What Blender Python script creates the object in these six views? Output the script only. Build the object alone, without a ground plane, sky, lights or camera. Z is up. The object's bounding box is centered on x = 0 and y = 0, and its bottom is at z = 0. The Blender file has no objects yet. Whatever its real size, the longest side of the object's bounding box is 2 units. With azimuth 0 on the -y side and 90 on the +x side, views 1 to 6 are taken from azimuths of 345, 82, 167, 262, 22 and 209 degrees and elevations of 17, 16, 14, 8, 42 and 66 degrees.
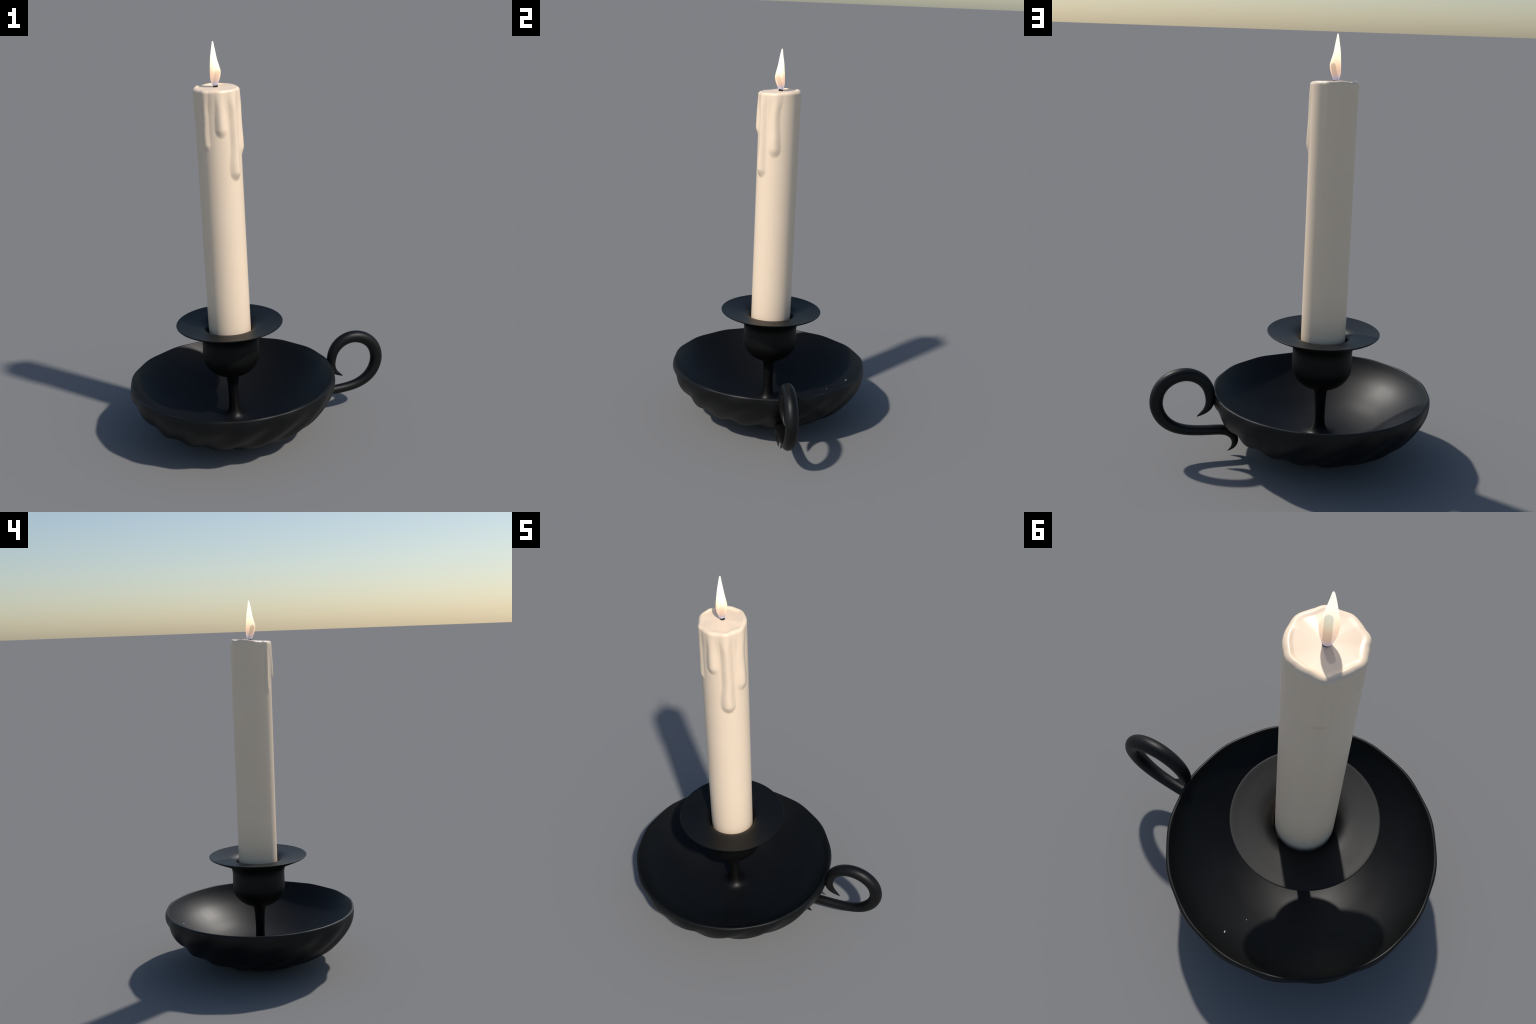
"""A lit candle in a black iron chamberstick: saucer bowl with swirled ribs,
stem, cup and drip tray, ring handle; dripping wax candle, wick and flame."""
import bpy
import math
import numpy as np

AXIS = (-0.151, 0.0)          # vertical axis shared by holder, candle and flame
rng = np.random.default_rng(7)


# ------------------------------------------------------------------ helpers
def catmull(points, per=8):
    """Smooth curve through control points (centripetal Catmull-Rom)."""
    p = np.asarray(points, float)
    p = np.vstack([2 * p[0] - p[1], p, 2 * p[-1] - p[-2]])
    out = []
    for i in range(1, len(p) - 2):
        p0, p1, p2, p3 = p[i - 1:i + 3]
        t0 = 0.0
        t1 = t0 + max(np.linalg.norm(p1 - p0), 1e-9) ** 0.5
        t2 = t1 + max(np.linalg.norm(p2 - p1), 1e-9) ** 0.5
        t3 = t2 + max(np.linalg.norm(p3 - p2), 1e-9) ** 0.5
        for t in np.linspace(t1, t2, per, endpoint=False):
            a1 = (t1 - t) / (t1 - t0) * p0 + (t - t0) / (t1 - t0) * p1
            a2 = (t2 - t) / (t2 - t1) * p1 + (t - t1) / (t2 - t1) * p2
            a3 = (t3 - t) / (t3 - t2) * p2 + (t - t2) / (t3 - t2) * p3
            b1 = (t2 - t) / (t2 - t0) * a1 + (t - t0) / (t2 - t0) * a2
            b2 = (t3 - t) / (t3 - t1) * a2 + (t - t1) / (t3 - t1) * a3
            out.append((t2 - t) / (t2 - t1) * b1 + (t - t1) / (t2 - t1) * b2)
    out.append(p[-2])
    return np.array(out)


def smooth(x, a, b):
    t = np.clip((np.asarray(x, float) - a) / (b - a), 0, 1)
    return t * t * (3 - 2 * t)


def arc(cx, cz, r, a0, a1, n=8):
    a = np.radians(np.linspace(a0, a1, n))
    return [(cx + r * math.cos(t), cz + r * math.sin(t)) for t in a]


def grid_surface(rings, closed_start=True, closed_end=True):
    """rings: (m, n, 3) loops around the axis. Returns verts, faces, ring index of each face."""
    m, n, _ = rings.shape
    verts = rings.reshape(-1, 3)
    faces, row = [], []
    for i in range(m - 1):
        for j in range(n):
            k = (j + 1) % n
            faces.append((i * n + j, i * n + k, (i + 1) * n + k, (i + 1) * n + j))
            row.append((i, j))
    extra = []
    if closed_start:
        c = len(verts) + len(extra)
        extra.append(rings[0].mean(0))
        for j in range(n):
            faces.append((c, (j + 1) % n, j))
            row.append((0, j))
    if closed_end:
        c = len(verts) + len(extra)
        extra.append(rings[-1].mean(0))
        b = (m - 1) * n
        for j in range(n):
            faces.append((c, b + j, b + (j + 1) % n))
            row.append((m - 2, j))
    if extra:
        verts = np.vstack([verts, np.array(extra)])
    return verts, faces, row


def vertex_normals(verts, faces):
    """Area-weighted normals of the undivided surface."""
    out = np.zeros_like(verts)
    for size in (3, 4):
        f = np.array([x for x in faces if len(x) == size])
        if not len(f):
            continue
        d1 = verts[f[:, 2]] - verts[f[:, 0]]
        d2 = verts[f[:, -1]] - verts[f[:, 1]] if size == 4 else verts[f[:, 2]] - verts[f[:, 1]]
        nn = np.cross(d1, d2) if size == 4 else np.cross(verts[f[:, 1]] - verts[f[:, 0]], d1)
        for k in range(size):
            np.add.at(out, f[:, k], nn)
    return out / (np.linalg.norm(out, axis=1, keepdims=True) + 1e-12)


def mesh_object(name, verts, faces, material, parent, normals=None):
    me = bpy.data.meshes.new(name)
    me.from_pydata([tuple(v) for v in verts], [], faces)
    me.polygons.foreach_set("use_smooth", [True] * len(me.polygons))
    me.materials.append(material)
    me.validate()
    me.update()
    if normals is not None:
        me.normals_split_custom_set_from_vertices([tuple(n) for n in normals])
    ob = bpy.data.objects.new(name, me)
    bpy.context.scene.collection.objects.link(ob)
    if parent is not None:
        ob.parent = parent
    return ob


def split_objects(verts, faces, labels, names, materials, parent):
    """One smooth surface divided by region; borders coincide, normals are the whole's."""
    normals = vertex_normals(verts, faces)
    made = []
    for key, name in names:
        mine = [f for f, l in zip(faces, labels) if l == key]
        if not mine:
            continue
        used = sorted({i for f in mine for i in f})
        index = {v: k for k, v in enumerate(used)}
        made.append(mesh_object(name, verts[used], [tuple(index[i] for i in f) for f in mine],
                                materials[key], parent, normals[used]))
    return made


def tube(points, radii, n=40, normal=(0, 1, 0)):
    """Round tube along a plane curve; 'normal' is the plane's normal."""
    p = np.asarray(points, float)
    t = np.gradient(p, axis=0)
    t /= np.linalg.norm(t, axis=1, keepdims=True)
    b = np.array(normal, float)
    a = np.linspace(0, 2 * np.pi, n, endpoint=False)
    rings = []
    for q, d, r in zip(p, t, radii):
        s = np.cross(b, d)
        s /= np.linalg.norm(s)
        w = np.cross(d, s)
        rings.append(q + r * (np.cos(a)[:, None] * s + np.sin(a)[:, None] * w))
    return np.array(rings)


# ---------------------------------------------------------------- materials
def new_material(name):
    m = bpy.data.materials.new(name)
    m.use_nodes = True
    t = m.node_tree
    return m, t, t.nodes["Principled BSDF"]


def node(t, kind, **kw):
    n = t.nodes.new(kind)
    for k, v in kw.items():
        setattr(n, k, v)
    return n


def ramp(t, stops, interpolation="LINEAR"):
    r = node(t, "ShaderNodeValToRGB")
    r.color_ramp.interpolation = interpolation
    e = r.color_ramp.elements
    while len(e) < len(stops):
        e.new(0.5)
    for k, (pos, c) in zip(e, stops):
        k.position = pos
        k.color = (*c, 1) if len(c) == 3 else c
    return r


def iron_material():
    m, t, b = new_material("blackened_iron")
    co = node(t, "ShaderNodeTexCoord")
    smear = node(t, "ShaderNodeTexNoise")
    smear.inputs["Scale"].default_value = 7.0
    smear.inputs["Detail"].default_value = 4.0
    smear.inputs["Roughness"].default_value = 0.6
    t.links.new(co.outputs["Object"], smear.inputs["Vector"])
    rr = ramp(t, [(0.35, (IRON_ROUGH - 0.012,) * 3), (0.7, (IRON_ROUGH + 0.02,) * 3)])
    t.links.new(smear.outputs["Fac"], rr.inputs["Fac"])
    t.links.new(rr.outputs["Color"], b.inputs["Roughness"])
    cr = ramp(t, [(0.3, IRON_DARK), (0.75, IRON_LIGHT)])
    t.links.new(smear.outputs["Fac"], cr.inputs["Fac"])
    t.links.new(cr.outputs["Color"], b.inputs["Base Color"])
    b.inputs["Metallic"].default_value = IRON_METAL
    b.inputs["Specular IOR Level"].default_value = IRON_SPEC
    return m


IRON_DARK = (0.0020, 0.0020, 0.0020)
IRON_LIGHT = (0.0034, 0.0034, 0.0033)
IRON_ROUGH = 0.465
IRON_METAL = 0.0
IRON_SPEC = 0.31


def wax_material():
    m, t, b = new_material("candle_wax")
    co = node(t, "ShaderNodeTexCoord")
    n = node(t, "ShaderNodeTexNoise")
    n.inputs["Scale"].default_value = 5.0
    n.inputs["Detail"].default_value = 3.0
    t.links.new(co.outputs["Object"], n.inputs["Vector"])
    cr = ramp(t, [(0.3, WAX_A), (0.7, WAX_B)])
    t.links.new(n.outputs["Fac"], cr.inputs["Fac"])
    t.links.new(cr.outputs["Color"], b.inputs["Base Color"])
    b.inputs["Roughness"].default_value = 0.35
    b.inputs["Specular IOR Level"].default_value = 0.5
    return m


def fleck_material():
    m, t, b = new_material("pale_grey_fleck")
    co = node(t, "ShaderNodeTexCoord")
    n = node(t, "ShaderNodeTexNoise")
    n.inputs["Scale"].default_value = 300.0
    t.links.new(co.outputs["Object"], n.inputs["Vector"])
    cr = ramp(t, [(0.3, (0.42, 0.41, 0.39)), (0.7, (0.60, 0.58, 0.55))])
    t.links.new(n.outputs["Fac"], cr.inputs["Fac"])
    t.links.new(cr.outputs["Color"], b.inputs["Base Color"])
    b.inputs["Roughness"].default_value = 0.6
    return m


WAX_A = (0.97, 0.755, 0.545)
WAX_B = (0.98, 0.775, 0.570)


def wick_material():
    m, t, b = new_material("burnt_wick")
    co = node(t, "ShaderNodeTexCoord")
    n = node(t, "ShaderNodeTexNoise")
    n.inputs["Scale"].default_value = 160.0
    t.links.new(co.outputs["Object"], n.inputs["Vector"])
    cr = ramp(t, [(0.3, (0.006, 0.006, 0.007)), (0.8, (0.018, 0.017, 0.017))])
    t.links.new(n.outputs["Fac"], cr.inputs["Fac"])
    t.links.new(cr.outputs["Color"], b.inputs["Base Color"])
    b.inputs["Roughness"].default_value = 0.9
    return m


FLAME_ALPHA = 0.66
FLAME_GLOW = 0.62


def flame_material():
    """Blue root, amber heart, pale yellow body: a flame's own zones, and it gives off light."""
    m, t, b = new_material("candle_flame")
    co = node(t, "ShaderNodeTexCoord")
    sep = node(t, "ShaderNodeSeparateXYZ")
    t.links.new(co.outputs["Object"], sep.inputs["Vector"])
    mr = node(t, "ShaderNodeMapRange")
    mr.inputs["From Min"].default_value = 1.793
    mr.inputs["From Max"].default_value = 2.0
    t.links.new(sep.outputs["Z"], mr.inputs["Value"])
    cr = ramp(t, [(0.00, (0.58, 0.58, 0.80)), (0.06, (0.68, 0.62, 0.76)), (0.14, (0.93, 0.66, 0.52)),
                  (0.28, (1.0, 0.69, 0.46)), (0.46, (1.0, 0.87, 0.62)), (0.62, (1.0, 0.95, 0.74))])
    t.links.new(mr.outputs["Result"], cr.inputs["Fac"])
    t.links.new(cr.outputs["Color"], b.inputs["Base Color"])
    t.links.new(cr.outputs["Color"], b.inputs["Emission Color"])
    st = ramp(t, [(0.0, (0.30,) * 3), (0.14, (0.46,) * 3), (0.40, (0.74,) * 3), (0.6, (0.88,) * 3)])
    t.links.new(mr.outputs["Result"], st.inputs["Fac"])
    t.links.new(st.outputs["Color"], b.inputs["Emission Strength"])
    b.inputs["Roughness"].default_value = 0.6
    b.inputs["Specular IOR Level"].default_value = 0.2
    b.inputs["Alpha"].default_value = FLAME_ALPHA
    return m


IRON, WAX, WICK, FLAME, FLECK = iron_material(), wax_material(), wick_material(), flame_material(), fleck_material()


def empty(name, label, category, z):
    e = bpy.data.objects.new(name, None)
    e.empty_display_size = 0.1
    bpy.context.scene.collection.objects.link(e)
    e["label"] = label
    e["category"] = category
    return e


# ------------------------------------------------------------------- holder
holder = empty("candle_holder", "black iron chamberstick with swirled saucer bowl and ring handle", "candle holder", 0)

RIBS = 16
SEG = RIBS * 26
theta = np.linspace(0, 2 * np.pi, SEG, endpoint=False)


def rib_valley(z):
    """Angle (radians) of a groove of the swirl at height z: the ribs lean round the bowl."""
    return np.radians(np.interp(z, [0.0, 0.06, 0.10, 0.14, 0.20, 0.25, 0.31], [-4.5, 3.5, 9.5, 16.0, 23.5, 28.5, 33.5]))


# outer wall of the bowl, measured over the rib crests (radius, height)
outer = catmull([(0.03, 0.0), (0.12, 0.0), (0.20, 0.0045), (0.27, 0.0285), (0.34, 0.0585), (0.40, 0.0920),
                 (0.44, 0.1190), (0.475, 0.1570), (0.505, 0.2030), (0.5235, 0.245), (0.5295, 0.280), (0.5275, 0.304)], 7)
rim = [(0.5247, 0.3098), (0.5205, 0.3114), (0.5158, 0.3108), (0.5133, 0.3084)]
inner = catmull([(0.5110, 0.3040), (0.492, 0.2760), (0.465, 0.2450), (0.432, 0.2150), (0.385, 0.1815), (0.331, 0.1500),
                 (0.26, 0.1150), (0.18, 0.0890), (0.115, 0.0790), (0.082, 0.0790), (0.060, 0.0845), (0.0445, 0.0955),
                 (0.0345, 0.1110), (0.0285, 0.1320)], 6)
stem = catmull([(0.0262, 0.152), (0.0257, 0.195), (0.0272, 0.250), (0.0284, 0.275), (0.0305, 0.295),
                (0.0345, 0.307), (0.0415, 0.3140)], 5)
cup_low = [(0.1445 * math.sin(a), 0.430 - 0.1160 * math.cos(a)) for a in np.radians(np.linspace(22, 90, 22))]
cup = cup_low + list(catmull([(0.1448, 0.452), (0.1440, 0.490), (0.1443, 0.512), (0.1475, 0.530),
                              (0.1540, 0.5440), (0.1640, 0.5530)], 6))
tray_under = list(catmull([(0.178, 0.5600), (0.215, 0.5755), (0.245, 0.5885), (0.262, 0.5965)], 4))
tray_lip = [(0.2672, 0.5995), (0.2698, 0.6022), (0.2704, 0.6046), (0.2695, 0.6060), (0.2675, 0.6062)]
tray_top = list(catmull([(0.262, 0.6056), (0.235, 0.6022), (0.200, 0.5985), (0.170, 0.5950), (0.152, 0.5915),
                         (0.138, 0.5864), (0.1270, 0.5795), (0.1190, 0.5708), (0.1140, 0.5600), (0.1118, 0.545)], 6))
socket = [(0.1115, 0.50), (0.1115, 0.44), (0.110, 0.412), (0.100, 0.404), (0.02, 0.404)]

profile, part = [], []
for key, pts in (("bowl", outer), ("bowl", rim), ("bowl", inner), ("stem", stem), ("cup", cup),
                 ("drip_tray", tray_under), ("drip_tray", tray_lip), ("drip_tray", tray_top), ("cup", socket)):
    for p in pts:
        profile.append(tuple(p))
        part.append(key)
profile = np.array(profile)
n_outer = len(outer)
tangent = np.gradient(profile[:n_outer + 3], axis=0)
tangent /= np.linalg.norm(tangent, axis=1, keepdims=True)

rings = []
for i, (r, z) in enumerate(profile):
    rr, zz = np.full(SEG, r), np.full(SEG, z)
    if i < n_outer + 2:
        depth = np.interp(r, [0.10, 0.20, 0.27, 0.44, 0.50], [0.0, 0.007, 0.0110, 0.0125, 0.0115])
        depth *= np.interp(z, [0.20, 0.25, 0.285, 0.309], [1.0, 0.72, 0.46, 0.26])
        groove = (0.5 + 0.5 * np.cos(RIBS * (theta - rib_valley(z)))) ** 1.1
        nr, nz = tangent[i][1], -tangent[i][0]              # outward normal of the wall
        inset = depth * groove + 0.0022 * smooth(r, 0.18, 0.27) * (1 - smooth(z, 0.15, 0.24))
        rr = rr - inset * nr
        zz = np.maximum(zz - inset * nz, 0.0)
    rings.append(np.stack([AXIS[0] + rr * np.cos(theta), AXIS[1] + rr * np.sin(theta), zz], -1))
rings = np.array(rings)
verts, faces, row = grid_surface(rings)
labels = [part[i] if part[i] == part[i + 1] else part[i + 1] for i, _ in row]
split_objects(verts, faces, labels,
              [("bowl", "bowl"), ("stem", "stem"), ("cup", "candle_cup"), ("drip_tray", "drip_tray")],
              dict.fromkeys(("bowl", "stem", "cup", "drip_tray"), IRON), holder)

# ring handle: one tapering rod in the plane y = 0, curled at both ends (x, z, radius)
rod = catmull([(0.4560, 0.2033, 0.0018), (0.4365, 0.2160, 0.0080), (0.4180, 0.2295, 0.0127), (0.4035, 0.2470, 0.0175),
               (0.3940, 0.2730, 0.0214), (0.3940, 0.3080, 0.0246), (0.4045, 0.3475, 0.0267), (0.4245, 0.3785, 0.0283),
               (0.4510, 0.4005, 0.0296), (0.4795, 0.4134, 0.0305), (0.5060, 0.4185, 0.0312), (0.5360, 0.4172, 0.0318),
               (0.5695, 0.4070, 0.0324), (0.5985, 0.3895, 0.0325), (0.6215, 0.3665, 0.0324), (0.6385, 0.3365, 0.0322),
               (0.6470, 0.3030, 0.0320), (0.6475, 0.2720, 0.0315), (0.6405, 0.2420, 0.0306), (0.6255, 0.2110, 0.0297),
               (0.6008, 0.1820, 0.0284), (0.5680, 0.1590, 0.0267), (0.5280, 0.1432, 0.0254), (0.4820, 0.1346, 0.0247),
               (0.4400, 0.1312, 0.0245), (0.4020, 0.1298, 0.0245), (0.3600, 0.1290, 0.0244), (0.3260, 0.1256, 0.0242),
               (0.3000, 0.1155, 0.0232), (0.2818, 0.0990, 0.0214), (0.2720, 0.0800, 0.0187), (0.2695, 0.0610, 0.0157),
               (0.2742, 0.0430, 0.0120), (0.2840, 0.0300, 0.0075), (0.2955, 0.0208, 0.0042), (0.3040, 0.0160, 0.0014)], 5)
rod[:, 0] += 0.0012 * smooth(rod[:, 0], 0.45, 0.60)
pts = np.stack([rod[:, 0], np.zeros(len(rod)), rod[:, 1]], -1)
hv, hf, _ = grid_surface(tube(pts, rod[:, 2], 40))
mesh_object("handle", hv, [f[::-1] for f in hf], IRON, holder)

# two tiny pale flecks on the inside of the bowl
for (a, r, z, size) in ((79.1, 0.4325, 0.2165, (0.0068, 0.0025, 0.0010)), (81.9, 0.331, 0.1500, (0.0032, 0.0011, 0.0006))):
    u = np.linspace(0, np.pi, 9)[1:-1]
    w = np.linspace(0, 2 * np.pi, 16, endpoint=False)
    blob = np.array([[(math.sin(p) * math.cos(q), math.sin(p) * math.sin(q), math.cos(p)) for q in w] for p in u])
    blob[..., 1] *= 1.0 + 0.6 * blob[..., 0]                 # drop shape: one blunt, one pointed end
    a = math.radians(a)
    slope = math.atan2(0.75, 1.0)
    e_r = np.array([math.cos(a), math.sin(a), 0.0])
    e_t = np.array([-math.sin(a), math.cos(a), 0.0])
    up = np.array([0, 0, 1.0])
    along = math.cos(slope) * e_r + math.sin(slope) * up
    nrm = -math.sin(slope) * e_r + math.cos(slope) * up
    side = e_t
    c = np.array([AXIS[0], AXIS[1], z]) + r * e_r
    axis_l = 0.92 * along + 0.39 * side
    axis_w = 0.92 * side - 0.39 * along
    rg = c + blob[..., :1] * size[0] * axis_l + blob[..., 1:2] * size[1] * axis_w + blob[..., 2:] * size[2] * nrm
    fv, ff, _ = grid_surface(rg)
    mesh_object("pale_fleck", fv, ff, FLECK, holder)

# ------------------------------------------------------------------- candle
candle = empty("candle", "lit cream wax candle with running drips and flame", "candle", 0)

R_WAX, FOOT = 0.1069, 0.406
# height of the melted rim round the candle (degrees, z): it slumps on the side of the drips
RIM = [(-180, 1.7900), (-157, 1.7860), (-138, 1.7845), (-117, 1.7845), (-96, 1.7825), (-76, 1.7840), (-59, 1.7835),
       (-40, 1.7860), (-20, 1.7850), (0, 1.7900), (20, 1.7930), (45, 1.7950), (61, 1.7960), (90, 1.7990),
       (106, 1.7970), (119, 1.7910), (135, 1.7945), (152, 1.7970), (168, 1.7935), (180, 1.7900)]
# drips: angle, height of the lower end, bulb half-width, neck half-width, bulb relief, neck relief
DRIPS = [(-137, 1.498, 0.026, 0.022, 0.0075, 0.0062),
         (-96, 1.558, 0.033, 0.028, 0.0120, 0.0090),
         (-59.5, 1.346, 0.037, 0.030, 0.0182, 0.0150),
         (-20, 1.455, 0.038, 0.030, 0.0122, 0.0086),
         (58.5, 1.580, 0.022, 0.020, 0.0030, 0.0030),
         (118, 1.526, 0.028, 0.025, 0.0065, 0.0055),
         (179, 1.643, 0.024, 0.023, 0.0040, 0.0042)]

NT = 360
ct = np.linspace(0, 2 * np.pi, NT, endpoint=False)
deg = (np.degrees(ct) + 180) % 360 - 180
rim_pts = np.array(RIM)
rim_z = np.interp(deg, rim_pts[:, 0], rim_pts[:, 1])
kernel = np.exp(-0.5 * (np.arange(-12, 13) / 4.0) ** 2)
kernel /= kernel.sum()
rim_z = np.convolve(np.concatenate([rim_z[-12:], rim_z, rim_z[:12]]), kernel, "valid")


def drip_relief(z):
    """Relief of every drip at the height(s) z, one array per drip, over all angles."""
    out = []
    for k, (a, end, wb, wn, hb, hn) in enumerate(DRIPS):
        wander = 0.9 * np.sin(z * 19.0 + 1.7 * k) + 0.4 * np.sin(z * 43.0 + 2.9 * k)
        arcd = ((deg - a - wander + 180) % 360 - 180) * math.pi / 180 * R_WAX
        c = end + 1.35 * wb                                           # centre of the bulb
        near = np.exp(-(np.maximum(z - c, 0) / 0.085) ** 2)
        w = wn + (wb - wn) * near + 0.010 * smooth(z, 1.69, 1.77)
        h = hn + (hb - hn) * np.exp(-(np.maximum(z - c - 0.012, 0) / 0.07) ** 2)
        below = np.minimum(z - c, 0) / (1.35 * wb)
        d = np.sqrt((arcd / w) ** 2 + below ** 2)
        h = h * (1 - 0.36 * smooth(z, 1.69, 1.785) * (hn > 0.007))   # starts thin at the rim
        out.append(h * (0.5 + 0.5 * np.cos(np.pi * np.minimum(d, 1))) ** 0.80)
    return np.array(out)


def side_radius(z):
    rel = drip_relief(z)
    # a thin sheet of run wax joins the drips just under the rim
    sheet = 0.0035 * smooth(z, 1.66, 1.765) * smooth(deg, -140, -110) * (1 - smooth(deg, -40, -5))
    joined = ((rel ** 3).sum(0) + sheet ** 3) ** (1 / 3)
    return R_WAX + joined, rel


rings, owner = [], []
z_top = rim_z                                                  # (NT,)
# straight side, up to where the rim starts to round
ROUND = 0.0145
levels = np.concatenate([np.linspace(0, 0.62, 14), np.linspace(0.62, 1, 240)[1:]])
for s in levels:
    z = FOOT + s * (z_top - ROUND - FOOT)
    r, rel = side_radius(z)
    rings.append((r, z))
    best = rel.argmax(0)
    owner.append(np.where(rel.max(0) > 0.0009, best, -1))
# rounded rim
r_edge, rel_edge = side_radius(z_top - ROUND)
corner = np.clip(rel_edge.max(0) / 0.006, 0, 1)
pull = 0.0020 * (1 - corner)                                   # rim draws in between the drips
for a in np.radians(np.linspace(0, 90, 11)[1:]):
    rr = ROUND * 0.92
    r = r_edge - rr * (1 - math.cos(a)) - pull * math.sin(a)
    rings.append((r, z_top - ROUND + ROUND * math.sin(a)))
    owner.append(np.full(NT, -2))
# melted pool inside the rim
r_lip = rings[-1][0]
pool_edge = np.minimum(z_top - 0.0002, 1.7900)
wob = 0.0005 * np.sin(3 * ct + 0.6)
for s in np.concatenate([np.linspace(1, 0.88, 9)[1:], np.linspace(0.88, 0.06, 22)[1:]]):
    lip = smooth(s, 0.88, 1.0)
    centre = 1.7882
    q = np.clip(s / 0.88, 0, 1) ** 1.6
    pool = centre * (1 - q) + (pool_edge + wob) * q
    rings.append((r_lip * s, pool * (1 - lip) + z_top * lip))
    owner.append(np.full(NT, -3))
R3 = np.array([np.stack([AXIS[0] + r * np.cos(ct), AXIS[1] + r * np.sin(ct), np.broadcast_to(z, NT)], -1) for r, z in rings])
verts, faces, row = grid_surface(R3)
labels = []
for i, j in row:
    o = owner[i][j]
    labels.append({-1: "shaft", -2: "rim", -3: "pool"}.get(int(o), f"d{int(o)}"))
mats = {k: WAX for k in ["shaft", "rim", "pool"] + [f"d{k}" for k in range(len(DRIPS))]}
split_objects(verts, faces, labels,
              [("shaft", "wax_shaft"), ("rim", "wax_rim"), ("pool", "wax_pool")] +
              [(f"d{k}", "wax_drip") for k in range(len(DRIPS))], mats, candle)

# wick: charred cord leaning with the flame
wp = catmull([(-0.1520, 0.0030, 1.770), (-0.1515, 0.0015, 1.795), (-0.1485, -0.0045, 1.822), (-0.1445, -0.0120, 1.846),
              (-0.1420, -0.0165, 1.860), (-0.1408, -0.0186, 1.869)], 8)
wr = np.full(len(wp), 0.0112)
wr[-9:] = 0.0112 * np.sqrt(np.clip(1 - np.linspace(0, 1, 9) ** 2, 0.004, 1))
wv, wf, _ = grid_surface(tube(wp, wr, 24, (0.866, 0.5, 0.0)))
mesh_object("wick", wv, [f[::-1] for f in wf], WICK, candle)

# flame: round section along a swaying spine (z, offset x, offset y, radius)
fl = catmull([(1.7945, -0.0020, 0.0026, 0.0075), (1.7962, -0.0022, 0.0026, 0.0125), (1.8005, -0.0024, 0.0024, 0.0145),
              (1.8100, -0.0024, 0.0014, 0.0172), (1.8200, -0.0020, 0.0000, 0.0206), (1.8300, -0.0011, -0.0020, 0.0228),
              (1.8400, -0.0001, -0.0038, 0.0242), (1.8500, 0.0006, -0.0051, 0.0250), (1.8600, 0.0011, -0.0057, 0.0252),
              (1.8700, 0.0007, -0.0054, 0.0243), (1.8800, -0.0001, -0.0046, 0.0227), (1.8900, -0.0010, -0.0037, 0.0210),
              (1.9000, -0.0019, -0.0027, 0.0191), (1.9100, -0.0026, -0.0019, 0.0173), (1.9200, -0.0031, -0.0012, 0.0157),
              (1.9300, -0.0033, -0.0009, 0.0142), (1.9500, -0.0032, -0.0009, 0.0110), (1.9700, -0.0030, -0.0008, 0.0075),
              (1.9850, -0.0028, -0.0002, 0.0050), (1.9950, -0.0025, 0.0003, 0.0032), (1.9990, -0.0024, 0.0005, 0.0016)], 6)
fa = np.linspace(0, 2 * np.pi, 64, endpoint=False)
fr = np.array([np.stack([AXIS[0] + ox + r * np.cos(fa), AXIS[1] + oy + r * np.sin(fa), np.full(64, z)], -1) for z, ox, oy, r in fl])
fv, ff, _ = grid_surface(fr)
fv[-1][2] = 2.0
mesh_object("flame", fv, ff, FLAME, candle)
